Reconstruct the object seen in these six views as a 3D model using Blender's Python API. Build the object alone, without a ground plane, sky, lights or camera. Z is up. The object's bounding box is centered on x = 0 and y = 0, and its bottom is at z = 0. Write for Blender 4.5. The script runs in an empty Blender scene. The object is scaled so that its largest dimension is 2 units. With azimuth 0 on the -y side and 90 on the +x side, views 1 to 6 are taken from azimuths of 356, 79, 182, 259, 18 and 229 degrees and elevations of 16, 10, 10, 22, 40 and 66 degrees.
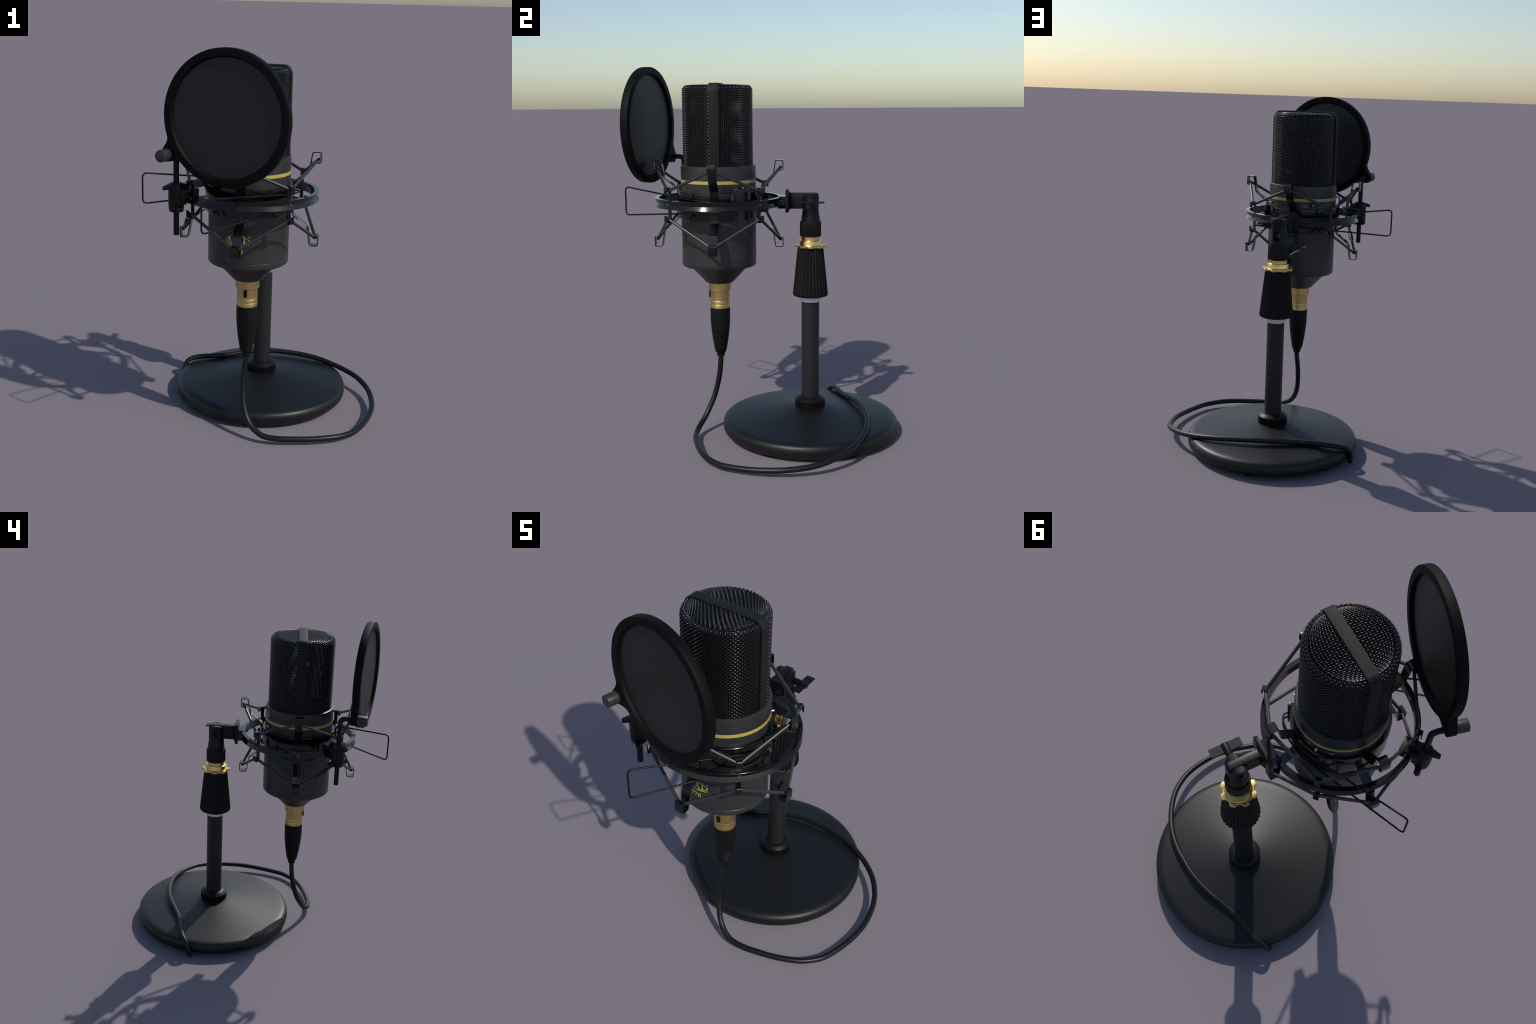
import bpy, bmesh, math
from mathutils import Vector, Matrix

# ------------------------------------------------------------------ frame
# Everything is built in the stand's own frame: origin on the stand axis,
# +y away from the microphone, +x to its right.  The root Empty carries the turn.
YAW = math.radians(-13.65)
STAND = Vector((0.011, 0.259, 0.0))
MY = -0.4945                      # microphone axis: x = 0, y = MY
TAU = math.tau


def local(x, y, z):
    dx, dy = x - STAND.x, y - STAND.y
    c, s = math.cos(-YAW), math.sin(-YAW)
    return Vector((dx * c - dy * s, dx * s + dy * c, z))


# ------------------------------------------------------------------ materials
def material(name, color, rough=0.4, metal=0.0, spec=0.5, noise=0.08, scale=60.0, bump=0.0,
             bump_scale=300.0, coat=0.0):
    m = bpy.data.materials.new(name)
    m.use_nodes = True
    nt = m.node_tree
    n, l = nt.nodes, nt.links
    b = n["Principled BSDF"]
    tc = n.new("ShaderNodeTexCoord")
    nz = n.new("ShaderNodeTexNoise")
    nz.inputs["Scale"].default_value = scale
    nz.inputs["Detail"].default_value = 4
    l.new(tc.outputs["Object"], nz.inputs["Vector"])
    ramp = n.new("ShaderNodeValToRGB")
    lo = [c * (1 - noise) for c in color]
    hi = [c * (1 + noise) for c in color]
    ramp.color_ramp.elements[0].position = 0.3
    ramp.color_ramp.elements[1].position = 0.7
    ramp.color_ramp.elements[0].color = (*lo, 1)
    ramp.color_ramp.elements[1].color = (*hi, 1)
    l.new(nz.outputs["Fac"], ramp.inputs["Fac"])
    l.new(ramp.outputs["Color"], b.inputs["Base Color"])
    b.inputs["Roughness"].default_value = rough
    b.inputs["Metallic"].default_value = metal
    b.inputs["Specular IOR Level"].default_value = spec
    b.inputs["Coat Weight"].default_value = coat
    b.inputs["Coat Roughness"].default_value = 0.1
    if bump:
        nb = n.new("ShaderNodeTexNoise")
        nb.inputs["Scale"].default_value = bump_scale
        l.new(tc.outputs["Object"], nb.inputs["Vector"])
        bp = n.new("ShaderNodeBump")
        bp.inputs["Strength"].default_value = bump
        bp.inputs["Distance"].default_value = 0.002
        l.new(nb.outputs["Fac"], bp.inputs["Height"])
        l.new(bp.outputs["Normal"], b.inputs["Normal"])
    return m


PAINT = material("satin_charcoal_paint", (0.0225, 0.0225, 0.023), 0.42)
BANDM = material("grille_band_paint", (0.010, 0.010, 0.010), 0.62, spec=0.22)
GLOSS = material("gloss_black_enamel", (0.004, 0.004, 0.0045), 0.13)
CORD = material("woven_elastic", (0.026, 0.026, 0.028), 0.33)
SLEEVE = material("cord_crimp_rubber", (0.008, 0.008, 0.009), 0.5, spec=0.35)
WIREM = material("black_wire_mesh", (0.004, 0.004, 0.005), 0.26, noise=0.03)
HANDLE = material("black_sprung_wire", (0.003, 0.003, 0.003), 0.45, spec=0.3)
CAST = material("powder_coated_iron", (0.0045, 0.0045, 0.005), 0.45, spec=0.40)
POLEM = material("satin_black_tube", (0.014, 0.014, 0.0145), 0.45, spec=0.32)
RUBBER = material("black_rubber", (0.0035, 0.0035, 0.0035), 0.6, spec=0.2)
PLASTIC = material("black_plastic", (0.0030, 0.0030, 0.0031), 0.45, spec=0.25)
SWIVEL = material("swivel_plastic", (0.0045, 0.0045, 0.005), 0.40, spec=0.25)
CABLEM = material("cable_sheath", (0.0045, 0.0045, 0.0045), 0.42, spec=0.35)
FABRIC = material("nylon_screen", (0.0020, 0.0020, 0.0021), 0.52, spec=0.56, noise=0.1, scale=900)
FOAMRIM = material("pop_ring_plastic", (0.0026, 0.0026, 0.0028), 0.6, spec=0.12)
KNOBM = material("grey_knob_plastic", (0.026, 0.026, 0.027), 0.45, spec=0.4)
BRASS = material("satin_gold_plating", (0.61, 0.44, 0.175), 0.40, metal=1.0, noise=0.02)
GOLD = material("polished_gold_plating", (0.84, 0.59, 0.225), 0.25, metal=1.0, noise=0.015)
YELLOW = material("yellow_stripe_enamel", (0.44, 0.36, 0.095), 0.4, noise=0.02)
INK = material("yellow_print", (0.47, 0.45, 0.075), 0.5, noise=0.03)
WHITE = material("white_nylon_ring", (0.62, 0.63, 0.66), 0.45)
STEEL = material("polished_steel", (0.75, 0.75, 0.77), 0.15, metal=1.0)
RIVET = material("dull_screw_head", (0.14, 0.14, 0.14), 0.35, metal=0.6)
HOLLOW = material("dark_hollow", (0.003, 0.003, 0.003), 0.7, spec=0.2)
CAPSULE = material("capsule_membrane", (0.006, 0.006, 0.006), 0.5, spec=0.3)

# ------------------------------------------------------------------ objects
root = bpy.data.objects.new("desktop_microphone", None)
bpy.context.scene.collection.objects.link(root)
root.empty_display_size = 0.1
root.location = STAND
root.rotation_euler = (0, 0, YAW)
root["label"] = "black studio microphone in shock mount with pop filter on desk stand"
root["category"] = "microphone"


def add(name, verts, faces, mat, parent=None, angle=35.0, smooth=True, loc=(0, 0, 0), stuff=False):
    me = bpy.data.meshes.new(name)
    me.from_pydata([tuple(v) for v in verts], [], faces)
    bm = bmesh.new()
    bm.from_mesh(me)
    bmesh.ops.recalc_face_normals(bm, faces=bm.faces[:])
    bm.to_mesh(me)
    bm.free()
    return add_mesh(name, me, mat, parent, angle, smooth, loc, stuff)


def add_mesh(name, me, mat, parent=None, angle=35.0, smooth=True, loc=(0, 0, 0), stuff=False):
    me.name = name
    me.materials.clear()
    me.materials.append(mat)
    if smooth:
        me.polygons.foreach_set("use_smooth", [True] * len(me.polygons))
        if angle < 180:
            me.set_sharp_from_angle(angle=math.radians(angle))
    o = bpy.data.objects.new(name, me)
    bpy.context.scene.collection.objects.link(o)
    o.parent = parent or root
    o.location = loc
    if stuff:
        o["kind"] = "stuff"
    return o


def turned(src, angle, parent=None):
    """A repeat that shares the mesh, turned about the object's own z axis."""
    o = src.copy()
    bpy.context.scene.collection.objects.link(o)
    o.parent = parent or src.parent
    o.rotation_euler = (0, 0, src.rotation_euler.z + angle)
    return o


# ------------------------------------------------------------------ geometry helpers
def lathe(profile, seg=96, cx=0.0, cy=0.0, ribs=None):
    """Turn a (r, z) profile; ribs(theta, r, z) may change the radius."""
    V, F = [], []
    n = len(profile)
    for i in range(seg):
        t = TAU * i / seg
        for r, z in profile:
            rr = ribs(t, r, z) if ribs else r
            V.append((cx + rr * math.cos(t), cy + rr * math.sin(t), z))
    for i in range(seg):
        j = (i + 1) % seg
        for k in range(n - 1):
            F.append((i * n + k, j * n + k, j * n + k + 1, i * n + k + 1))
    if profile[0][0] > 1e-6:
        F.append(tuple(i * n for i in range(seg)))
    if profile[-1][0] > 1e-6:
        F.append(tuple(i * n + n - 1 for i in range(seg)))
    return V, F


def lathe_ring(profile, seg=96, cx=0.0, cy=0.0, ribs=None, a0=0.0, a1=TAU):
    """Turn a closed (r, z) loop into a ring, or a sector of one with end faces."""
    V, F = [], []
    n = len(profile)
    full = abs(a1 - a0 - TAU) < 1e-6
    m = seg if full else seg + 1
    for i in range(m):
        t = a0 + (a1 - a0) * i / seg
        for r, z in profile:
            rr = ribs(t, r, z) if ribs else r
            V.append((cx + rr * math.cos(t), cy + rr * math.sin(t), z))
    for i in range(seg):
        j = (i + 1) % m
        for k in range(n):
            k2 = (k + 1) % n
            F.append((i * n + k, j * n + k, j * n + k2, i * n + k2))
    if not full:
        F.append(tuple(range(n)))
        F.append(tuple((m - 1) * n + k for k in range(n)))
    return V, F


def tube(points, radius, sides=10, closed=False, caps=True):
    """Round tube along points by parallel transport; radius may be a list."""
    P = [Vector(p) for p in points]
    n = len(P)
    rad = radius if isinstance(radius, (list, tuple)) else [radius] * n
    T = []
    for i in range(n):
        a = P[i - 1] if (i > 0 or closed) else P[i]
        b = P[(i + 1) % n] if (i < n - 1 or closed) else P[i]
        T.append((b - a).normalized())
    up = Vector((0, 0, 1)) if abs(T[0].z) < 0.9 else Vector((1, 0, 0))
    N = (up - T[0] * up.dot(T[0])).normalized()
    V, F = [], []
    for i in range(n):
        N = (N - T[i] * N.dot(T[i])).normalized()
        B = T[i].cross(N)
        for k in range(sides):
            a = TAU * k / sides
            V.append(P[i] + (N * math.cos(a) + B * math.sin(a)) * rad[i])
    m = n if closed else n - 1
    for i in range(m):
        j = (i + 1) % n
        for k in range(sides):
            k2 = (k + 1) % sides
            F.append((i * sides + k, i * sides + k2, j * sides + k2, j * sides + k))
    if caps and not closed:
        F.append(tuple(range(sides)))
        F.append(tuple((n - 1) * sides + k for k in range(sides)))
    return V, F


def merge(*parts):
    V, F = [], []
    for v, f in parts:
        o = len(V)
        V += [Vector(p) for p in v]
        F += [tuple(i + o for i in q) for q in f]
    return V, F


def spline(ctrl, per=8):
    """Catmull-Rom through control points."""
    C = [Vector(c) for c in ctrl]
    out = []
    for i in range(len(C) - 1):
        p0 = C[i - 1] if i else C[0] * 2 - C[1]
        p1, p2 = C[i], C[i + 1]
        p3 = C[i + 2] if i + 2 < len(C) else C[-1] * 2 - C[-2]
        for k in range(per):
            t = k / per
            out.append(0.5 * ((2 * p1) + (p2 - p0) * t + (2 * p0 - 5 * p1 + 4 * p2 - p3) * t * t
                              + (3 * p1 - p0 - 3 * p2 + p3) * t ** 3))
    out.append(C[-1])
    return out


def rounded(path, radius, steps=5):
    """Round the corners of an open 2D/3D polyline."""
    P = [Vector(p) for p in path]
    out = [P[0]]
    for i in range(1, len(P) - 1):
        a, b, c = P[i - 1], P[i], P[i + 1]
        d1, d2 = (a - b), (c - b)
        r = min(radius, d1.length * 0.49, d2.length * 0.49)
        s, e = b + d1.normalized() * r, b + d2.normalized() * r
        for k in range(steps + 1):
            t = k / steps
            out.append(s * (1 - t) ** 2 + b * 2 * t * (1 - t) + e * t * t)
    out.append(P[-1])
    return out


def rounded_loop(path, radius, steps=5):
    P = [Vector(p) for p in path]
    out = []
    n = len(P)
    for i in range(n):
        a, b, c = P[i - 1], P[i], P[(i + 1) % n]
        d1, d2 = (a - b), (c - b)
        r = min(radius if not isinstance(radius, (list, tuple)) else radius[i], d1.length * 0.49, d2.length * 0.49)
        if r < 1e-6:
            out.append(b)
            continue
        s, e = b + d1.normalized() * r, b + d2.normalized() * r
        for k in range(steps + 1):
            t = k / steps
            out.append(s * (1 - t) ** 2 + b * 2 * t * (1 - t) + e * t * t)
    return out


def prism(outline, lo, hi, place):
    """Extrude a 2D outline between lo and hi; place(u, v, w) -> 3D point."""
    n = len(outline)
    V = [place(p[0], p[1], lo) for p in outline] + [place(p[0], p[1], hi) for p in outline]
    F = [tuple(range(n)), tuple(range(2 * n - 1, n - 1, -1))]
    F += [(i, (i + 1) % n, n + (i + 1) % n, n + i) for i in range(n)]
    return V, F


def frame_prism(outer, inner, lo, hi, place):
    """Extruded band between two outlines of equal count."""
    n = len(outer)
    V = []
    for loop, w in ((outer, lo), (inner, lo), (inner, hi), (outer, hi)):
        V += [place(p[0], p[1], w) for p in loop]
    F = []
    for i in range(n):
        j = (i + 1) % n
        for k in range(4):
            k2 = (k + 1) % 4
            F.append((k * n + i, k * n + j, k2 * n + j, k2 * n + i))
    return V, F


def bevelled(name, VF, width, mat, parent=None, loc=(0, 0, 0), seg=2, limit=30.0):
    V, F = VF
    bm = bmesh.new()
    vs = [bm.verts.new(v) for v in V]
    for f in F:
        bm.faces.new([vs[i] for i in f])
    bmesh.ops.recalc_face_normals(bm, faces=bm.faces[:])
    ed = [e for e in bm.edges if len(e.link_faces) == 2 and e.calc_face_angle(0) > math.radians(limit)]
    bmesh.ops.bevel(bm, geom=ed, offset=width, segments=seg, affect='EDGES', profile=0.6, clamp_overlap=True)
    me = bpy.data.meshes.new(name)
    bm.to_mesh(me)
    bm.free()
    return add_mesh(name, me, mat, parent, 21, True, loc)


def box(x0, x1, y0, y1, z0, z1):
    V = [(x, y, z) for z in (z0, z1) for y in (y0, y1) for x in (x0, x1)]
    F = [(0, 1, 3, 2), (4, 5, 7, 6), (0, 1, 5, 4), (2, 3, 7, 6), (0, 2, 6, 4), (1, 3, 7, 5)]
    return V, F


def ribbon(path, width, thick, a=0.0):
    """Flat bent strip: path in (r, z), width along the tangent, turned to angle a about z."""
    P = [Vector((p[0], p[1])) for p in path]
    n = len(P)
    L, R = [], []
    for i in range(n):
        d = (P[min(i + 1, n - 1)] - P[max(i - 1, 0)]).normalized()
        nrm = Vector((-d.y, d.x)) * thick / 2
        L.append(P[i] + nrm)
        R.append(P[i] - nrm)
    loop = L + R[::-1]
    c, s = math.cos(a), math.sin(a)

    def place(r, z, w):
        return Vector((r * c - w * s, r * s + w * c, z))
    V = [place(p.x, p.y, -width / 2) for p in loop] + [place(p.x, p.y, width / 2) for p in loop]
    F = []
    m = len(loop)
    for i in range(m):
        j = (i + 1) % m
        F.append((i, j, m + j, m + i))
    for i in range(n - 1):
        F.append((i, i + 1, m - 2 - i, m - 1 - i))
        F.append((m + i, m + m - 1 - i, m + m - 2 - i, m + i + 1))
    return V, F


def polar(r, deg, z):
    t = math.radians(deg)
    return Vector((r * math.cos(t), r * math.sin(t), z))


def evaluated(o):
    dg = bpy.context.evaluated_depsgraph_get()
    return bpy.data.meshes.new_from_object(o.evaluated_get(dg))


def boolean(base, cutters):
    """cutters: list of (object, operation); returns the baked mesh, removes helpers."""
    for c, op in cutters:
        m = base.modifiers.new("cut", 'BOOLEAN')
        m.object = c
        m.operation = op
        m.solver = 'EXACT'
    bpy.context.view_layer.update()
    me = evaluated(base)
    for o in [base] + [c for c, _ in cutters]:
        bpy.data.objects.remove(o, do_unlink=True)
    return me


MIC = (0, MY, 0)

# ================================================================== STAND
base_profile = [(0.0, 0.151), (0.078, 0.1508), (0.12, 0.1445), (0.20, 0.1325), (0.30, 0.1175), (0.38, 0.1060), (0.42, 0.1005),
                (0.44, 0.0978), (0.456, 0.0948), (0.4670, 0.0902), (0.4750, 0.0835), (0.4800, 0.0745),
                (0.4822, 0.064), (0.4822, 0.048), (0.4808, 0.0375), (0.4770, 0.0295), (0.4710, 0.0230), (0.463, 0.0185), (0.452, 0.0160),
                (0.440, 0.0150), (0.425, 0.0105), (0.0, 0.0100)]
base = add("base", *lathe(base_profile, 160), CAST, angle=60)

for k in range(6):
    a = math.radians(-43.7 + 60 * k) - YAW
    foot = bevelled("rubber_foot", lathe([(0.0, 0.0), (0.021, 0.0), (0.0225, 0.003), (0.0225, 0.0155), (0.0, 0.0155)], 20,
                                         0.4235 * math.cos(a), 0.4235 * math.sin(a)), 0.0008, RUBBER, base, seg=1, limit=60)

teeth = 36


def collar_ribs(t, r, z):
    return r - (0.0050 if (r > 0.079 and z < 0.186 and math.cos(teeth * t) < -0.2) else 0.0)


collar_prof = [(0.0, 0.150), (0.081, 0.150), (0.083, 0.1525), (0.083, 0.1855), (0.0835, 0.1865), (0.0825, 0.192),
               (0.074, 0.1985), (0.066, 0.204), (0.062, 0.2065), (0.0, 0.2068)]
add("base_collar", *lathe(collar_prof, teeth * 6, ribs=collar_ribs), PLASTIC, base)

pole = add("pole", *lathe([(0.0, 0.19), (0.0485, 0.19), (0.0485, 0.76), (0.0, 0.76)], 64), POLEM)
add("pole_bushing", *lathe_ring([(0.049, 0.743), (0.0535, 0.743), (0.056, 0.749), (0.056, 0.80), (0.049, 0.80)], 64), WHITE, pole)

N_RIB = 30


def grip_ribs(t, r, z):
    if r < 0.06:
        return r
    return r - 0.0045 * (0.5 - 0.5 * math.cos(N_RIB * t)) ** 0.7


grip_prof = [(0.05, 0.774), (0.088, 0.774), (0.094, 0.778), (0.0955, 0.784), (0.0945, 0.80), (0.0862, 0.88),
             (0.0780, 0.96), (0.0715, 1.025), (0.068, 1.040), (0.05, 1.040)]
grip = add("clutch_grip", *lathe_ring(grip_prof, N_RIB * 8, ribs=grip_ribs), RUBBER)


def lobe_radius(t):
    c = 0.5 + 0.5 * math.cos(8 * t)
    c = min(1.0, max(0.0, (c - 0.12) / 0.66))
    return 0.0715 + 0.0135 * c * c * (3 - 2 * c)


lobe_out = [(lobe_radius(TAU * k / 256) * math.cos(TAU * k / 256), lobe_radius(TAU * k / 256) * math.sin(TAU * k / 256)) for k in range(256)]
flange = bevelled("clutch_flange", prism(lobe_out, 1.0415, 1.0535, lambda u, v, w: Vector((u, v, w))), 0.0028, GOLD, grip, seg=3, limit=60)
flange.data.set_sharp_from_angle(angle=math.radians(35))
add("clutch_collar", *lathe_ring([(0.045, 1.0525), (0.0640, 1.0525), (0.0622, 1.0545), (0.0612, 1.0580), (0.0610, 1.0765), (0.0602, 1.0785), (0.0585, 1.0795),
                                  (0.0530, 1.0798), (0.0518, 1.0808), (0.0515, 1.083), (0.0515, 1.108), (0.045, 1.108)], 96), GOLD, grip, angle=32)


def knurl(t, r, z):
    return r - (0.0022 * (0.5 - 0.5 * math.cos(48 * t)) if r > 0.0555 else 0)


knob_prof = [(0.0, 1.100), (0.053, 1.100), (0.0575, 1.104), (0.0575, 1.178), (0.0555, 1.182), (0.0, 1.182)]
knurled = add("knurled_ring", *lathe(knob_prof, 48 * 6, ribs=knurl), PLASTIC)

# swivel fork: cylinder, flats above the shoulder, a slot for the arm, rounded ear tops
core = add("fork_core", *lathe([(0.0, 1.17), (0.0495, 1.17), (0.0495, 1.225), (0.0478, 1.228), (0.0478, 1.36), (0.0, 1.36)], 64), SWIVEL)
ear = rounded_loop([(-0.0455, 1.222), (-0.06, 1.222), (-0.06, 1.16), (0.06, 1.16), (0.06, 1.222), (0.0455, 1.222), (0.0455, 1.333), (-0.0455, 1.333)],
                   [0, 0, 0, 0, 0, 0, 0.04, 0.04], 7)
keep = add("fork_keep", *prism(ear, -0.07, 0.07, lambda u, v, w: Vector((w, u, v))), SWIVEL)
slot = add("fork_slot", *box(-0.0195, 0.0195, -0.08, 0.08, 1.212, 1.42), SWIVEL)
hole_v, hole_f = tube([(-0.08, 0, 1.290), (-0.028, 0, 1.290)], 0.0145, 24)
hole = add("fork_hole", hole_v, hole_f, SWIVEL)
fork = add_mesh("swivel_fork", boolean(core, [(keep, 'INTERSECT'), (slot, 'DIFFERENCE'), (hole, 'DIFFERENCE')]), SWIVEL, angle=30)
bm = bmesh.new()
bm.from_mesh(fork.data)
bmesh.ops.remove_doubles(bm, verts=bm.verts[:], dist=1e-5)
bm.to_mesh(fork.data)
bm.free()
fork.data.set_sharp_from_angle(angle=math.radians(30))
add("pivot_bolt", *merge(tube([(-0.0345, 0, 1.290), (-0.026, 0, 1.290)], 0.0105, 6),
                         tube([(-0.030, 0, 1.290), (0.03, 0, 1.290)], 0.008, 12)), SLEEVE, fork)
wing = bevelled("wing_bolt", tube([(0.0475, 0, 1.293), (0.122, 0, 1.293)], 0.0165, 32), 0.002, PLASTIC, fork)
bevelled("wing_plate", box(0.080, 0.124, -0.0725, 0.0725, 1.2895, 1.2965), 0.001, PLASTIC, fork, seg=1)

# arm with the octagonal flange and the hollow saddle that grips the outer ring
arm_out = rounded_loop([(-0.112, 1.250), (0.007, 1.250), (0.044, 1.250), (0.044, 1.335), (0.011, 1.335), (-0.112, 1.335)], [0, 0, 0.035, 0.03, 0, 0], 7)
arm = bevelled("mount_arm", prism(arm_out, -0.0185, 0.0185, lambda u, v, w: Vector((w, u, v))), 0.002, SWIVEL)


def octo(hw, z0, z1, c):
    return [(-hw + c, z0), (hw - c, z0), (hw, z0 + c), (hw, z1 - c), (hw - c, z1), (-hw + c, z1), (-hw, z1 - c), (-hw, z0 + c)]


def xz(u, v, w):
    return Vector((u, w, v))


bevelled("arm_flange", prism(octo(0.079, 1.234, 1.353, 0.022), -0.1335, -0.1165, xz), 0.002, SWIVEL, arm)
gv = [(-0.045, 1.243), (0.045, 1.243), (0.045, 1.344), (-0.045, 1.344)]
gw = [(-0.0185, 1.2505), (0.0185, 1.2505), (0.0185, 1.3345), (-0.0185, 1.3345)]
gus = [Vector((u, -0.1168, v)) for u, v in gv] + [Vector((u, -0.104, v)) for u, v in gw]
bevelled("arm_gusset", (gus, [(0, 1, 2, 3), (4, 5, 6, 7)] + [(i, (i + 1) % 4, 4 + (i + 1) % 4, 4 + i) for i in range(4)]), 0.001, SWIVEL, arm, seg=1)
bevelled("arm_saddle", frame_prism(octo(0.066, 1.254, 1.3185, 0.018), octo(0.056, 1.263, 1.3095, 0.014), -0.176, -0.1275, xz), 0.0012, GLOSS, arm, seg=1)

# ================================================================== MICROPHONE BODY
body_prof = [(0.186, 1.4845), (0.196, 1.484), (0.2000, 1.4815), (0.2005, 1.478), (0.2005, 1.4110), (0.1985, 1.4105),
             (0.1985, 1.3935), (0.2005, 1.3930), (0.2005, 0.980), (0.1992, 0.9785), (0.1992, 0.9765), (0.2005, 0.975), (0.2005, 0.955),
             (0.1985, 0.9475), (0.193, 0.9435), (0.165, 0.9425), (0.160, 0.940), (0.120, 0.8985), (0.092, 0.8695), (0.084, 0.860),
             (0.0775, 0.852), (0.070, 0.8475), (0.055, 0.8465), (0.0, 0.8465)]
body = add("microphone_body", *lathe([(0.0, 1.470), (0.180, 1.470)] + body_prof, 128), PAINT, loc=MIC, angle=40)
add("yellow_stripe", *lathe_ring([(0.1975, 1.3937), (0.2009, 1.3937), (0.2009, 1.4103), (0.1975, 1.4103)], 128), YELLOW, body)

# toggle switches: dark slot and silver stub, 80 degrees apart
WORLD = -math.degrees(YAW)          # add to a world azimuth to get a local one


def wrap(s, z, r, deg):
    """Point on the body: s metres along the surface from azimuth deg."""
    return polar(r, deg + math.degrees(s / 0.2005), z)


for w_az in (28.4, 108.0):
    d = w_az + WORLD
    n = 20
    ov = [(0.011 * math.cos(TAU * k / n) + math.copysign(0.006, math.cos(TAU * k / n)), 0.0068 * math.sin(TAU * k / n)) for k in range(n)]
    V = [wrap(u, 1.3735 + v, 0.2004, d) for u, v in ov] + [wrap(u, 1.3735 + v, 0.2014, d) for u, v in ov]
    F = [tuple(range(n, 2 * n)), tuple(range(n))] + [(i, (i + 1) % n, n + (i + 1) % n, n + i) for i in range(n)]
    sl = add("switch_slot", V, F, HOLLOW, body)
    st = tube([polar(0.199, d, 1.3735), polar(0.2140, d, 1.3735), polar(0.2170, d, 1.3735), polar(0.2185, d, 1.3735)], [0.0048, 0.0055, 0.0046, 0.0024], 14)
    add("switch_lever", *st, STEEL, body)


def stroke_mesh(strokes, deg, zc, depth=0.0009):
    """Printed strokes: each is (polyline in (s, z), width) wrapped on the body."""
    parts = []
    for pts, wd in strokes:
        P = [Vector(p) for p in pts]
        for a, b in zip(P[:-1], P[1:]):
            L = (b - a).length
            k = max(1, int(L / 0.006))
            d = (b - a) / L
            nn = Vector((-d.y, d.x)) * wd / 2
            ext = d * wd * 0.35
            V, F = [], []
            for i in range(k + 1):
                c = a - ext + (b - a + ext * 2) * i / k
                for q in (c + nn, c - nn):
                    for r in (0.2002, 0.2005 + depth):
                        V.append(wrap(q.x, zc + q.y, r, deg))
            for i in range(k):
                o, p = i * 4, i * 4 + 4
                F += [(o + 1, o + 3, p + 3, p + 1), (o, p, p + 2, o + 2), (o, o + 1, p + 1, p), (o + 2, p + 2, p + 3, o + 3)]
            F += [(0, 2, 3, 1), (k * 4, k * 4 + 1, k * 4 + 3, k * 4 + 2)]
            parts.append((V, F))
    return merge(*parts)


# lettered diamond emblem (three serif letters between two open chevrons) and the number under it
H = 0.025
emblem = [
    # outline of the stretched diamond: left point, bottom rim, right point, two arcs on top
    ([(-0.0440, 0.0170), (-0.0620, 0.0018), (-0.0450, -0.0130), (-0.0290, -0.0212), (-0.0100, -0.0228), (0.0180, -0.0232), (0.0340, -0.0205)], 0.0030),
    ([(0.0375, 0.0185), (0.0610, 0.0012), (0.0360, -0.0180)], 0.0034),
    ([(-0.0410, 0.0180), (-0.0350, 0.0235), (-0.0280, 0.0255), (-0.0190, 0.0235), (-0.0150, 0.0170)], 0.0030),
    ([(0.0090, 0.0120), (0.0155, 0.0210), (0.0235, 0.0253), (0.0290, 0.0235), (0.0335, 0.0190)], 0.0032),
    # first letter
    ([(-0.0500, 0.0198), (-0.0400, 0.0198)], 0.0026), ([(-0.0445, 0.0190), (-0.0455, -0.0165)], 0.0026),
    ([(-0.0410, 0.0190), (-0.0310, -0.0190)], 0.0076), ([(-0.0305, -0.0185), (-0.0190, 0.0150)], 0.0026),
    ([(-0.0165, 0.0170), (-0.0150, -0.0195)], 0.0066), ([(-0.0510, -0.0172), (-0.0400, -0.0172)], 0.0026),
    # second letter
    ([(0.0030, 0.0190), (0.0185, -0.0205)], 0.0076), ([(0.0130, 0.0150), (-0.0065, -0.0180)], 0.0028),
    # third letter with its triangular foot
    ([(0.0332, 0.0185), (0.0330, -0.0180)], 0.0082), ([(0.0275, 0.0197), (0.0405, 0.0200)], 0.0026),
    ([(0.0360, -0.0205), (0.0535, -0.0185), (0.0565, -0.0030)], 0.0030),
]
LOGO = -108.2 + WORLD
add("emblem", *stroke_mesh(emblem, LOGO, 1.0925), INK, body, smooth=False)
dot = [(0.0570 + 0.0047 * math.cos(TAU * k / 12), 0.0212 + 0.0047 * math.sin(TAU * k / 12)) for k in range(12)]
V = [wrap(u, 1.0925 + v, r, LOGO) for r in (0.2002, 0.2014) for u, v in dot]
add("emblem_dot", V, [tuple(range(12)), tuple(range(12, 24))] + [(i, (i + 1) % 12, 12 + (i + 1) % 12, 12 + i) for i in range(12)], INK, body, smooth=False)

num = []
for cx in (-0.0210, -0.0028):
    num.append(([(cx - 0.0060, 0.0090), (cx + 0.0060, 0.0090), (cx - 0.0030, -0.0095)], 0.0035))
num.append(([(0.0172 + 0.0070 * math.cos(TAU * k / 16), 0.0092 * math.sin(TAU * k / 16)) for k in range(17)], 0.0035))
add("model_number", *stroke_mesh(num, LOGO, 1.0408), INK, body, smooth=False)

# small switch legends
add("legend_dash", *stroke_mesh([([(-0.0055, 0), (0.0055, 0)], 0.0022)], 19.0 + WORLD, 1.3685), INK, body, smooth=False)
add("legend_slope", *stroke_mesh([([(-0.0065, -0.0035), (-0.002, 0.0025), (0.006, 0.0030)], 0.002)], 43.5 + WORLD, 1.3665), INK, body, smooth=False)


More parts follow.
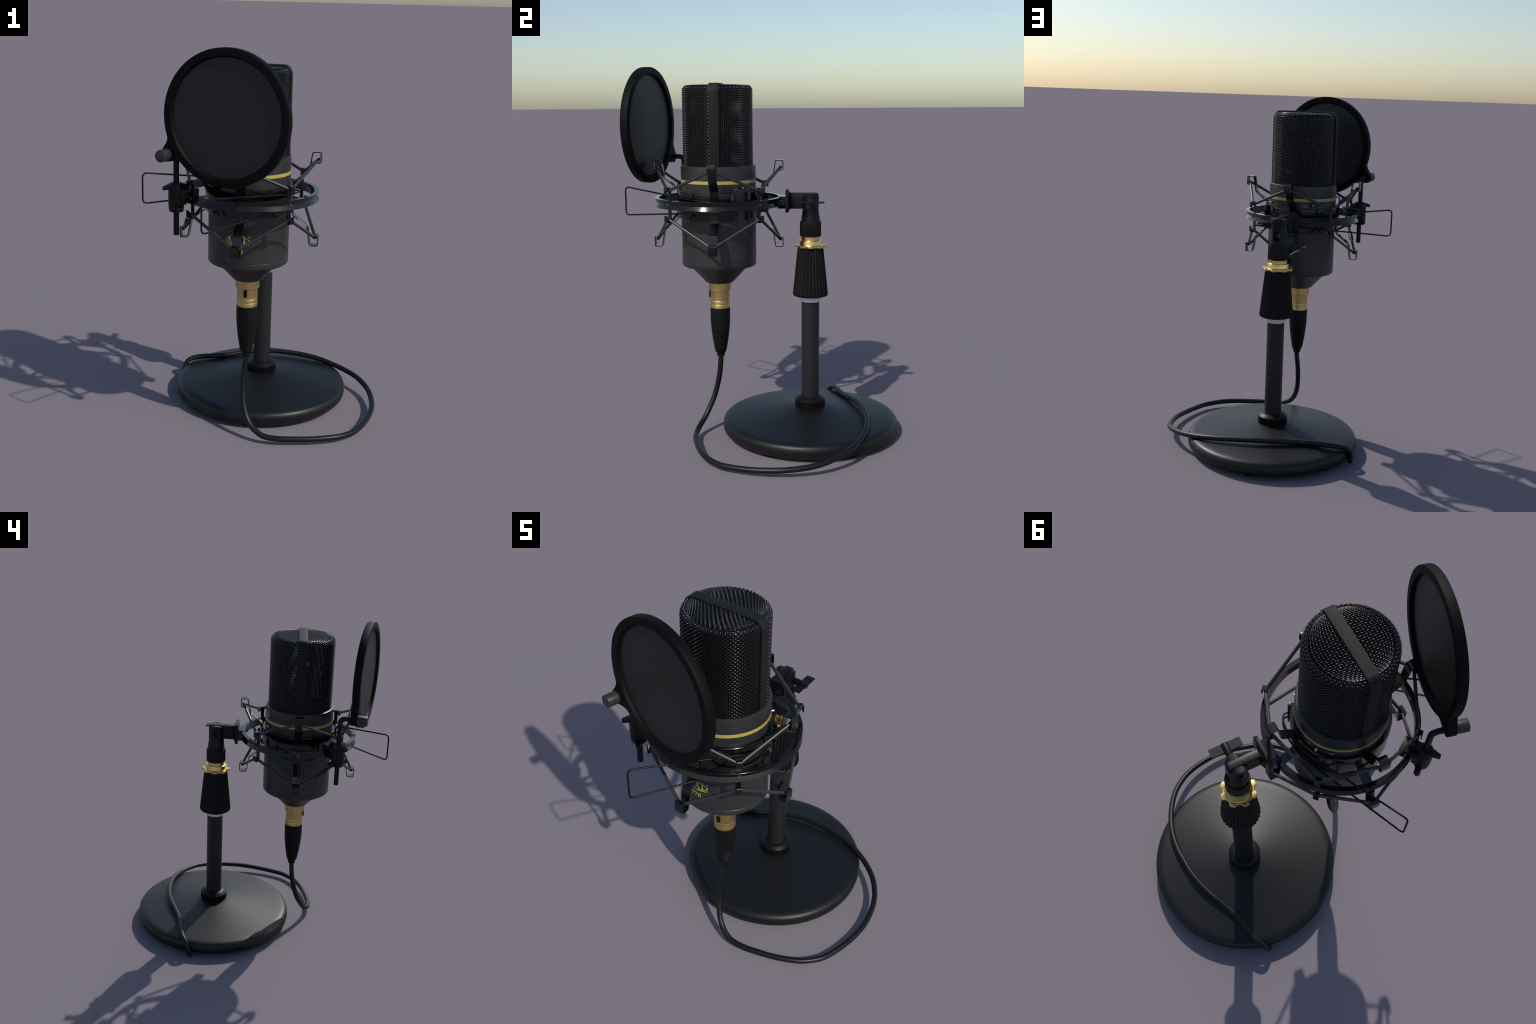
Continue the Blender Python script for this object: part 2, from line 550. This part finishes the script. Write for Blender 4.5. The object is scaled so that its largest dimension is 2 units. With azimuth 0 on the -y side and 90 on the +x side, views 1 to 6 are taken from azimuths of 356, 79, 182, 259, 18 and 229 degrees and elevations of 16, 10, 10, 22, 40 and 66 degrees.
def legend(text, deg, zc, size):
    cu = bpy.data.curves.new("legend_text", 'FONT')
    cu.body = text
    cu.size = size
    cu.align_x = 'CENTER'
    cu.align_y = 'CENTER'
    cu.extrude = 0.0004
    t = bpy.data.objects.new("legend_text", cu)
    bpy.context.scene.collection.objects.link(t)
    bpy.context.view_layer.update()
    me = evaluated(t)
    bpy.data.objects.remove(t, do_unlink=True)
    for v in me.vertices:
        v.co = wrap(v.co.x, zc + v.co.y, 0.2009 + v.co.z, deg)
    me.update()
    return add_mesh("switch_legend", me, INK, body, smooth=False)


legend("0dB", 95.5 + WORLD, 1.3655, 0.0145)
legend("-10dB", 124.5 + WORLD, 1.3645, 0.0145)

# ================================================================== GRILLE
G_R, G_TOP, G_BOT, G_C = 0.1818, 1.8985, 1.478, 0.0215
WR = 0.0031          # wire radius
AMP = 0.0036         # weave amplitude
NV = 116             # upright wires
wall_len = (G_TOP - G_C) - G_BOT
arc_len = G_C * math.pi / 2
PITCH = 0.0089
rows_wall = int(wall_len / PITCH)
rows_corner = 4


def shell(t):
    """t counts hoop rows from the bottom -> (r, z, normal in (r, z))."""
    if t <= rows_wall:
        return G_R, G_BOT + wall_len * t / rows_wall, (1.0, 0.0)
    a = (t - rows_wall) / rows_corner * math.pi / 2
    a = min(a, math.pi / 2)
    return (G_R - G_C + G_C * math.cos(a), G_TOP - G_C + G_C * math.sin(a), (math.cos(a), math.sin(a)))


def light_tube(points, radius, sides, closed):
    return tube(points, radius, sides, closed, caps=False)


def crimp_mesh(name, parts, sides, parent, **kw):
    """Wires whose flat crowns are creased at each bend, as crimped wire is."""
    o = add(name, *merge(*parts), WIREM, parent, angle=180, stuff=True, **kw)
    me = o.data
    sharp = me.attributes.get("sharp_edge") or me.attributes.new("sharp_edge", 'BOOLEAN', 'EDGE')
    ev = [0] * (2 * len(me.edges))
    me.edges.foreach_get("vertices", ev)
    sharp.data.foreach_set("value", [ev[2 * q] // sides == ev[2 * q + 1] // sides for q in range(len(me.edges))])
    return o


total = rows_wall + rows_corner
parts = []
for j in range(1, total):
    r, z, nn = shell(j)
    pts = []
    for i in range(NV):
        w = AMP * (1 if (i + j) % 2 else -1)
        for q in (-0.25, 0.25):
            th = TAU * (i + q) / NV
            pts.append(((r + nn[0] * w) * math.cos(th), (r + nn[0] * w) * math.sin(th), z + nn[1] * w))
    parts.append(light_tube(pts, 0.0030, 6, True))
grille = crimp_mesh("grille", parts, 6, None, loc=MIC)

parts = []
for i in range(NV):
    th = TAU * i / NV
    pts = []
    steps = [0.0] + list(range(2, rows_wall, 4)) + [rows_wall + 0.5 * q for q in range(2 * rows_corner + 1)]
    for t in steps:
        r, z, nn = shell(t)
        r2, z2 = r - nn[0] * 0.0010, z - nn[1] * 0.0010
        pts.append((r2 * math.cos(th), r2 * math.sin(th), z2))
    parts.append(light_tube(pts, WR, 6, False))
add("grille_upright", *merge(*parts), WIREM, grille, angle=180, stuff=True)

# woven lid: a Coons patch over the rim circle, corners near the ends of the band
LID_R = G_R - G_C + 0.001
CORN = math.radians(24)
NA, NB = 25, 37      # wires along the band, wires across it


def rim_point(a):
    return Vector((LID_R * math.cos(a), LID_R * math.sin(a)))


def lid(u, v):
    """u along the band (0..1), v across it (0..1)."""
    south = rim_point(math.pi + CORN + (math.pi - 2 * CORN) * u)
    north = rim_point(math.pi - CORN - (math.pi - 2 * CORN) * u)
    west = rim_point(math.pi + CORN - 2 * CORN * v)
    east = rim_point(-CORN + 2 * CORN * v)
    c00, c10 = rim_point(math.pi + CORN), rim_point(-CORN)
    c01, c11 = rim_point(math.pi - CORN), rim_point(CORN)
    return (south * (1 - v) + north * v + west * (1 - u) + east * u
            - (c00 * (1 - u) * (1 - v) + c10 * u * (1 - v) + c01 * (1 - u) * v + c11 * u * v))


def lid_z(p):
    return G_TOP + 0.004 * (1 - (p.length / LID_R) ** 2)


LID_AMP = 0.0022
parts = []
for i in range(1, NA - 1):
    pts = []
    for j in range(NB):
        for q in (-0.25, 0.25):
            t = min(max(j + q, 0), NB - 1)
            p = lid(t / (NB - 1), i / (NA - 1))
            pts.append((p.x, p.y, lid_z(p) + LID_AMP * (1 if (i + j) % 2 else -1)))
    parts.append(light_tube(pts[1:-1], 0.0025, 6, False))
for j in range(1, NB - 1):
    pts = []
    for i in range(NA):
        for q in (-0.25, 0.25):
            t = min(max(i + q, 0), NA - 1)
            p = lid(j / (NB - 1), t / (NA - 1))
            pts.append((p.x, p.y, lid_z(p) - LID_AMP * (1 if (i + j) % 2 else -1)))
    parts.append(light_tube(pts[1:-1], 0.0025, 6, False))
crimp_mesh("grille_lid", parts, 6, grille)

band_path = rounded([(0.1892, 1.476), (0.1892, 1.880), (0.168, 1.9075), (0.0, 1.9095), (-0.168, 1.9075), (-0.1892, 1.880), (-0.1892, 1.476)], 0.014, 5)
bevelled("grille_band", ribbon(band_path, 0.052, 0.0075), 0.0018, BANDM, grille, limit=50)

# capsule inside, seen through the weave
cap_z = 1.655
add("capsule", *merge(tube([(0, -0.030, cap_z), (0, 0.030, cap_z)], 0.088, 40), tube([(0, 0, 1.47), (0, 0, 1.575)], 0.022, 16),
                      box(-0.13, 0.13, -0.016, 0.016, 1.47, 1.53)), CAPSULE, grille)
for s in (-1, 1):
    ring = [(0.086 * math.cos(TAU * k / 48), s * 0.031, cap_z + 0.086 * math.sin(TAU * k / 48)) for k in range(48)]
    add("capsule_ring", *tube(ring, 0.005, 8, True), GOLD, grille)

# ================================================================== PLUG, BOOT, CABLE
gold_prof = [(0.0, 0.8480), (0.0610, 0.8480), (0.0610, 0.8050), (0.0595, 0.8035), (0.0528, 0.8035), (0.0524, 0.8000), (0.0524, 0.7520), (0.0512, 0.7500),
             (0.0524, 0.7470), (0.0524, 0.7300), (0.0512, 0.7285), (0.0526, 0.7250), (0.0526, 0.7050), (0.0, 0.7050)]
plug = add("plug", *lathe(gold_prof, 96), BRASS, loc=MIC, angle=25)
latch_parts = [box(0.0515, 0.0590, -0.0085, 0.0085, 0.7625, 0.8000)]
for k in range(5):
    z = 0.768 + 0.0065 * k
    latch_parts.append(box(0.0585, 0.0602, -0.0080, 0.0080, z, z + 0.0032))
lt = bevelled("plug_latch", merge(*latch_parts), 0.0006, PLASTIC, plug, seg=1)
lt.rotation_euler = (0, 0, math.radians(-90))
lip = bevelled("plug_lip", box(0.0515, 0.0532, -0.026, 0.020, 0.8015, 0.8030), 0.0004, BRASS, plug, seg=1)
lip.rotation_euler = (0, 0, math.radians(-85))

boot_prof = [(0.0, 0.706), (0.0535, 0.706), (0.0542, 0.690), (0.0540, 0.650), (0.0528, 0.618), (0.0495, 0.582), (0.0485, 0.573), (0.0478, 0.572), (0.0475, 0.560), (0.0465, 0.552)]
for k in range(7):
    z = 0.549 - 0.0115 * k
    r = 0.0462 - 0.0019 * k
    boot_prof += [(r - 0.0026, z - 0.001), (r - 0.0026, z - 0.0035), (r - 0.0004, z - 0.0050), (r - 0.0008, z - 0.0105)]
boot_prof += [(0.0315, 0.466), (0.0295, 0.455), (0.0265, 0.4525), (0.0228, 0.4515), (0.0222, 0.4425), (0.0218, 0.432), (0.0195, 0.4305), (0.014, 0.430), (0.0, 0.430)]
add("plug_boot", *lathe(boot_prof, 64), RUBBER, plug, angle=40)

cable_world = [(-0.1055, -0.2215, 0.445), (-0.1065, -0.222, 0.408), (-0.117, -0.230, 0.313), (-0.118, -0.257, 0.203), (-0.104, -0.293, 0.127), (-0.079, -0.324, 0.080),
               (-0.047, -0.351, 0.055), (-0.004, -0.372, 0.038), (0.067, -0.387, 0.034), (0.146, -0.390, 0.033), (0.226, -0.388, 0.032), (0.307, -0.378, 0.032),
               (0.378, -0.358, 0.030), (0.440, -0.322, 0.028), (0.480, -0.287, 0.028), (0.534, -0.208, 0.029), (0.580, -0.119, 0.033), (0.612, -0.027, 0.039),
               (0.624, 0.056, 0.045), (0.625, 0.132, 0.053), (0.612, 0.204, 0.064), (0.577, 0.286, 0.079), (0.528, 0.352, 0.090), (0.459, 0.416, 0.103),
               (0.373, 0.471, 0.119), (0.283, 0.507, 0.130), (0.198, 0.526, 0.138), (0.107, 0.539, 0.143), (0.017, 0.539, 0.143), (-0.068, 0.527, 0.140),
               (-0.161, 0.509, 0.131), (-0.258, 0.503, 0.125), (-0.323, 0.506, 0.121), (-0.371, 0.503, 0.116), (-0.408, 0.494, 0.104), (-0.428, 0.484, 0.084),
               (-0.436, 0.474, 0.052), (-0.435, 0.466, 0.014)]
cable_pts = spline([local(*p) for p in cable_world], 5)
add("cable", *tube(cable_pts, 0.0148, 14), CABLEM, angle=60)

# ================================================================== SHOCK MOUNT
ZR = 1.293
ring_prof = [(0.3205, ZR - 0.0228), (0.3415, ZR - 0.0228), (0.3428, ZR - 0.0215), (0.3330, ZR - 0.001), (0.3326, ZR), (0.3330, ZR + 0.001), (0.3428, ZR + 0.0215),
             (0.3415, ZR + 0.0228), (0.3205, ZR + 0.0228), (0.3195, ZR + 0.0218), (0.3195, ZR - 0.0218)]
outer = add("outer_ring", *lathe_ring(ring_prof, 192), GLOSS, loc=MIC, angle=25)

POST0 = -58.6 + WORLD       # first post azimuth; hooks sit at 0, 90, 180, 270
z_off = 0.0885
post_path = rounded([(0.3495, ZR + 0.055), (0.3495, ZR + z_off), (0.3235, ZR + z_off), (0.3235, ZR - z_off), (0.3495, ZR - z_off), (0.3495, ZR - 0.055)], 0.005, 3)
post = bevelled("ring_post", ribbon(post_path, 0.0255, 0.0050), 0.0010, GLOSS, outer, seg=1, limit=50)
post.rotation_euler = (0, 0, math.radians(POST0))
scr = tube([(0.328, 0, ZR), (0.3375, 0, ZR), (0.3395, 0, ZR), (0.3405, 0, ZR)], [0.0052, 0.0052, 0.004, 0.0015], 14)
screw = add("ring_screw", *scr, RIVET, outer)
screw.rotation_euler = (0, 0, math.radians(POST0))
for k in (1, 2, 3):
    turned(post, math.radians(90 * k))
    turned(screw, math.radians(90 * k))

# inner clamp: split sleeve round the body
GAP0, GAP1 = 14.2 + WORLD, 34.8 + WORLD
CZ0, CZ1 = 1.2065, 1.3480
cl = [(0.2018, CZ0), (0.2140, CZ0), (0.2165, CZ0 + 0.003), (0.2172, CZ0 + 0.010), (0.2172, CZ1 - 0.010), (0.2165, CZ1 - 0.003), (0.2140, CZ1), (0.2018, CZ1)]
clamp = add("inner_clamp", *lathe_ring(cl, 150, a0=math.radians(GAP1), a1=math.radians(GAP0 + 360)), GLOSS, loc=MIC, angle=30)
for d in (38.0, 11.0):
    hub = merge(tube([polar(0.2210, d + WORLD, CZ0 - 0.001), polar(0.2210, d + WORLD, CZ1 + 0.002)], 0.0092, 20))
    bevelled("hinge_tube", hub, 0.0015, GLOSS, clamp)
    add("hinge_pin", *tube([polar(0.2210, d + WORLD, CZ0 - 0.0022), polar(0.2210, d + WORLD, CZ1 + 0.0032)], 0.0058, 14), SLEEVE, clamp)

# suspension arms: bent strips with a hook that catches the cord
ZM = 1.278
up = [(0.2188, 1.300), (0.2188, 1.3600), (0.2925, 1.4165), (0.3075, 1.5085), (0.3465, 1.5095), (0.3475, 1.4570), (0.3275, 1.4570), (0.3265, 1.4740)]
lo = [(r, 2 * ZM - z - 0.001) for r, z in up]
for path in (up, lo):
    a = bevelled("suspension_arm", ribbon(rounded(path, 0.006, 3), 0.0445, 0.0048), 0.0010, GLOSS, clamp, seg=1, limit=50)
    tip = a.copy
    for k in (1, 2, 3):
        turned(a, math.radians(90 * k))

# elastic cords: zigzag between posts and hooks, upper and lower
POST_R, HOOK_R = 0.3365, 0.3355
for z_post, z_hook, sl_from, sl_to in ((ZR + 0.0715, 1.4745, 121.4 + WORLD, 180.0), (ZR - 0.0715, 1.0815, -148.6 + WORLD + 360, 180.0)):
    ctrl = []
    for k in range(4):
        ctrl.append((POST0 + 90 * k, z_post, POST_R))
        ctrl.append((POST0 + 90 * k + (90 - (POST0 % 90)), z_hook, HOOK_R))
    pts = []
    n = len(ctrl)
    for i in range(n):
        a, b, c = (polar(q[2], q[0], q[1]) for q in (ctrl[i - 1], ctrl[i], ctrl[(i + 1) % n]))
        d1, d2 = (a - b).normalized(), (c - b).normalized()
        for t in (0.016, 0.008):
            pts.append(b + d1 * t - (d1 + d2) * 0.0)
        pts.append(b + (d1 + d2) * 0.002)
        for t in (0.008, 0.016):
            pts.append(b + d2 * t)
    add("elastic_cord", *tube(pts, 0.0079, 12, True), CORD, outer, angle=60)
    # crimped joint sleeve on the run beside the pop-filter clamp
    A = polar(POST_R, sl_from, z_post)
    B = polar(HOOK_R, sl_to, z_hook)
    f = [0.26, 0.28, 0.34, 0.42, 0.50, 0.56, 0.58]
    r = [0.0080, 0.0100, 0.0122, 0.0130, 0.0122, 0.0100, 0.0080]
    add("cord_sleeve", *tube([A.lerp(B, q) for q in f], r, 14), SLEEVE, outer, angle=60)

# squeeze handles: sprung wire loops hugging the clamp, mirrored about the gap
MID = 24.8 + WORLD
for s in (1, -1):
    END_R, END_A = (0.5440, 142.4) if s == 1 else (0.5405, 140.5)
    tang = END_A - math.degrees(math.acos(0.2245 / END_R))

    def run(z_end, z_in):
        """From the handle end to the hinge."""
        out = []
        E_, T_ = polar(END_R, END_A, 0), polar(0.2245, tang, 0)
        total = (E_ - T_).length + math.radians(tang - 24) * 0.2245
        d = 0
        for k in range(9):
            p = E_.lerp(T_, k / 8)
            q = (p - E_).length / total
            out.append(Vector((p.x, p.y, z_end + (z_in - z_end) * q)))
        m = 10
        for k in range(1, m + 1):
            a = tang + (24 - tang) * k / m
            q = ((E_ - T_).length + math.radians(tang - a) * 0.2245) / total
            lift = 0.2245 + 0.021 * max(0.0, (k - 4) / (m - 4)) ** 1.2
            out.append(polar(lift, a, z_end + (z_in - z_end) * q))
        out.append(polar(0.243, 19, z_in))
        out.append(polar(0.218, 14.5, z_in))
        return out

    hi, lw = run(1.358, 1.298), run(1.2010, 1.2600)
    loop = hi[::-1] + lw
    ends = rounded([loop[len(hi) - 2], loop[len(hi) - 1], loop[len(hi)], loop[len(hi) + 1]], 0.026, 6)
    path = loop[:len(hi) - 2] + ends + loop[len(hi) + 2:]
    path = [polar(Vector((p.x, p.y)).length, MID + s * math.degrees(math.atan2(p.y, p.x)), p.z) for p in path]
    add("squeeze_handle", *tube(path, 0.0044, 8), HANDLE, clamp, angle=60)

# ================================================================== POP FILTER
PC = Vector((-0.2328, -0.5784, 1.6941))
AZ = math.radians(62.28)
pn = Vector((math.cos(AZ), math.sin(AZ), 0))
pt = Vector((math.sin(AZ), -math.cos(AZ), 0))
R_OUT, R_IN, HT = 0.3068, 0.2690, 0.0208
hub_u, hub_v = -0.294, -0.182
HUB_A, HUB_D, HUB_R = math.atan2(hub_v, hub_u), math.hypot(hub_u, hub_v), 0.033


def pop(u, v, w):
    q = PC + pt * u + Vector((0, 0, 1)) * v + pn * w
    return local(q.x, q.y, q.z)


def pop_radius(a):
    d = abs((a - HUB_A + math.pi) % TAU - math.pi)
    lim = math.asin(HUB_R / HUB_D) * 0.93

    def far(x):
        return HUB_D * math.cos(x) + math.sqrt(max(0.0, HUB_R ** 2 - (HUB_D * math.sin(x)) ** 2))
    if d <= lim:
        return far(d)
    top = far(lim)
    width = math.radians(9.0)
    t = min(1.0, (d - lim) / width)
    return max(R_OUT, R_OUT + (top - R_OUT) * (1 - t) ** 2.4)


angs = []
n_ring = 224
for k in range(n_ring):
    angs.append(TAU * k / n_ring + HUB_A)
extra = [HUB_A + math.radians(0.25 * q) for q in range(-64, 65)]
angs = sorted(set(round(a % TAU, 5) for a in angs + extra))
section = [(0.0, -HT + 0.004), (0.004, -HT), (-0.004, -HT), (0.0, -HT + 0.004)]
V, F = [], []
loops = [("i", 0.0, -HT + 0.005), ("i", 0.004, -HT), ("o", -0.004, -HT), ("o", -0.0012, -HT + 0.0012), ("o", 0.0, -HT + 0.004),
         ("o", 0.0, HT - 0.004), ("o", -0.0012, HT - 0.0012), ("o", -0.004, HT), ("i", 0.004, HT), ("i", 0.0, HT - 0.005),
         ("i", -0.0040, 0.0042), ("i", -0.0040, -0.0057)]
nl = len(loops)
for a in angs:
    ro = pop_radius(a)
    for kind, dr, w in loops:
        r = (R_IN if kind == "i" else ro) + dr
        V.append(pop(r * math.cos(a), r * math.sin(a), w))
na = len(angs)
for i in range(na):
    j = (i + 1) % na
    for k in range(nl):
        k2 = (k + 1) % nl
        F.append((i * nl + k, j * nl + k, j * nl + k2, i * nl + k2))
pf = add("pop_filter", V, F, FOAMRIM, angle=24)

V, F = [], []
rings, seg = 10, 96
for side in (-1, 1):
    for i in range(rings + 1):
        r = (R_IN - 0.0035) * i / rings
        for k in range(seg):
            a = TAU * k / seg
            V.append(pop(r * math.cos(a), r * math.sin(a), (-0.0060 if side < 0 else 0.0045)))
for sd in (0, 1):
    o = sd * (rings + 1) * seg
    for i in range(rings):
        for k in range(seg):
            k2 = (k + 1) % seg
            F.append((o + i * seg + k, o + i * seg + k2, o + (i + 1) * seg + k2, o + (i + 1) * seg + k))
bmv, bmf = V, F
screen = add("screen_fabric", bmv, bmf, FABRIC, pf, angle=60)
bm = bmesh.new()
bm.from_mesh(screen.data)
bmesh.ops.remove_doubles(bm, verts=bm.verts[:], dist=1e-6)
bmesh.ops.recalc_face_normals(bm, faces=bm.faces[:])
bm.to_mesh(screen.data)
bm.free()

knob_pts = [pop(hub_u, hub_v, w) for w in (-HT + 0.002, -0.0725, -0.0745, -0.0755)]
add("filter_knob", *tube(knob_pts, [0.0285, 0.0285, 0.0275, 0.0255], 40), KNOBM, pf, angle=30)

# rod: upright, then bent over to the hub
rx, ry = -0.4600, -0.3715
hub_w = PC + pt * hub_u + Vector((0, 0, 1)) * hub_v + pn * 0.0
rod_path = rounded([local(rx, ry, 1.112), local(rx, ry, 1.513), pop(hub_u, hub_v, 0.0)], 0.030, 8)
rod = add("filter_rod", *tube(rod_path, 0.0135, 20), PLASTIC, angle=40)

# two-part clamp with wing collars, gripping the outer ring
RC = local(rx, ry, 0)
cl_prof = [(0.0, 1.226), (0.030, 1.2265), (0.0345, 1.231), (0.0365, 1.250), (0.0372, 1.2605), (0.0355, 1.2612), (0.0355, 1.2622), (0.0378, 1.2630), (0.0378, 1.2990),
           (0.0372, 1.2995), (0.0372, 1.3005), (0.0378, 1.301), (0.0378, 1.3355), (0.0365, 1.3365), (0.0365, 1.3375), (0.036, 1.338), (0.0345, 1.3560),
           (0.028, 1.3655), (0.018, 1.367), (0.0, 1.367)]
rod_clamp = add("rod_clamp", *lathe(cl_prof, 48, RC.x, RC.y), PLASTIC, angle=40)


def lug(az_world, z0, z1, tip_z0, tip_z1, reach, w_root, w_tip, name):
    a = math.radians(az_world) - YAW
    d, t = Vector((math.cos(a), math.sin(a), 0)), Vector((-math.sin(a), math.cos(a), 0))
    V = []
    for dist, w, a0, a1 in ((0.020, w_root, z0, z1), (reach, w_tip, tip_z0, tip_z1)):
        for s, z in ((-1, a0), (1, a0), (1, a1), (-1, a1)):
            V.append(Vector((RC.x, RC.y, z)) + d * dist + t * s * w / 2)
    F = [(0, 1, 2, 3), (4, 5, 6, 7)] + [(i, (i + 1) % 4, 4 + (i + 1) % 4, 4 + i) for i in range(4)]
    return bevelled(name, (V, F), 0.003, PLASTIC, rod_clamp)


for az in (-154, 26):
    lug(az, 1.339, 1.366, 1.333, 1.350, 0.068, 0.034, 0.018, "clamp_wing")
for az in (113, -67):
    lug(az, 1.230, 1.255, 1.237, 1.256, 0.068, 0.034, 0.018, "clamp_wing")

jd = math.radians(22.5) - YAW
J = Vector((math.cos(jd), math.sin(jd), 0))
JT = Vector((-math.sin(jd), math.cos(jd), 0))


def jaw(d0, d1, hw, z0, z1):
    V = []
    for z in (z0, z1):
        for dd, s in ((d0, -1), (d1, -1), (d1, 1), (d0, 1)):
            V.append(Vector((RC.x, RC.y, z)) + J * dd + JT * s * hw)
    return V, [(0, 1, 2, 3), (4, 5, 6, 7)] + [(i, (i + 1) % 4, 4 + (i + 1) % 4, 4 + i) for i in range(4)]


bevelled("clamp_jaw", jaw(0.0, 0.040, 0.036, 1.2635, 1.3350), 0.002, PLASTIC, rod_clamp)
bevelled("clamp_jaw", jaw(0.0395, 0.1020, 0.0365, 1.3172, 1.3362), 0.002, PLASTIC, rod_clamp)
bevelled("clamp_jaw", jaw(0.0715, 0.1015, 0.0360, 1.278, 1.3180), 0.002, PLASTIC, rod_clamp)
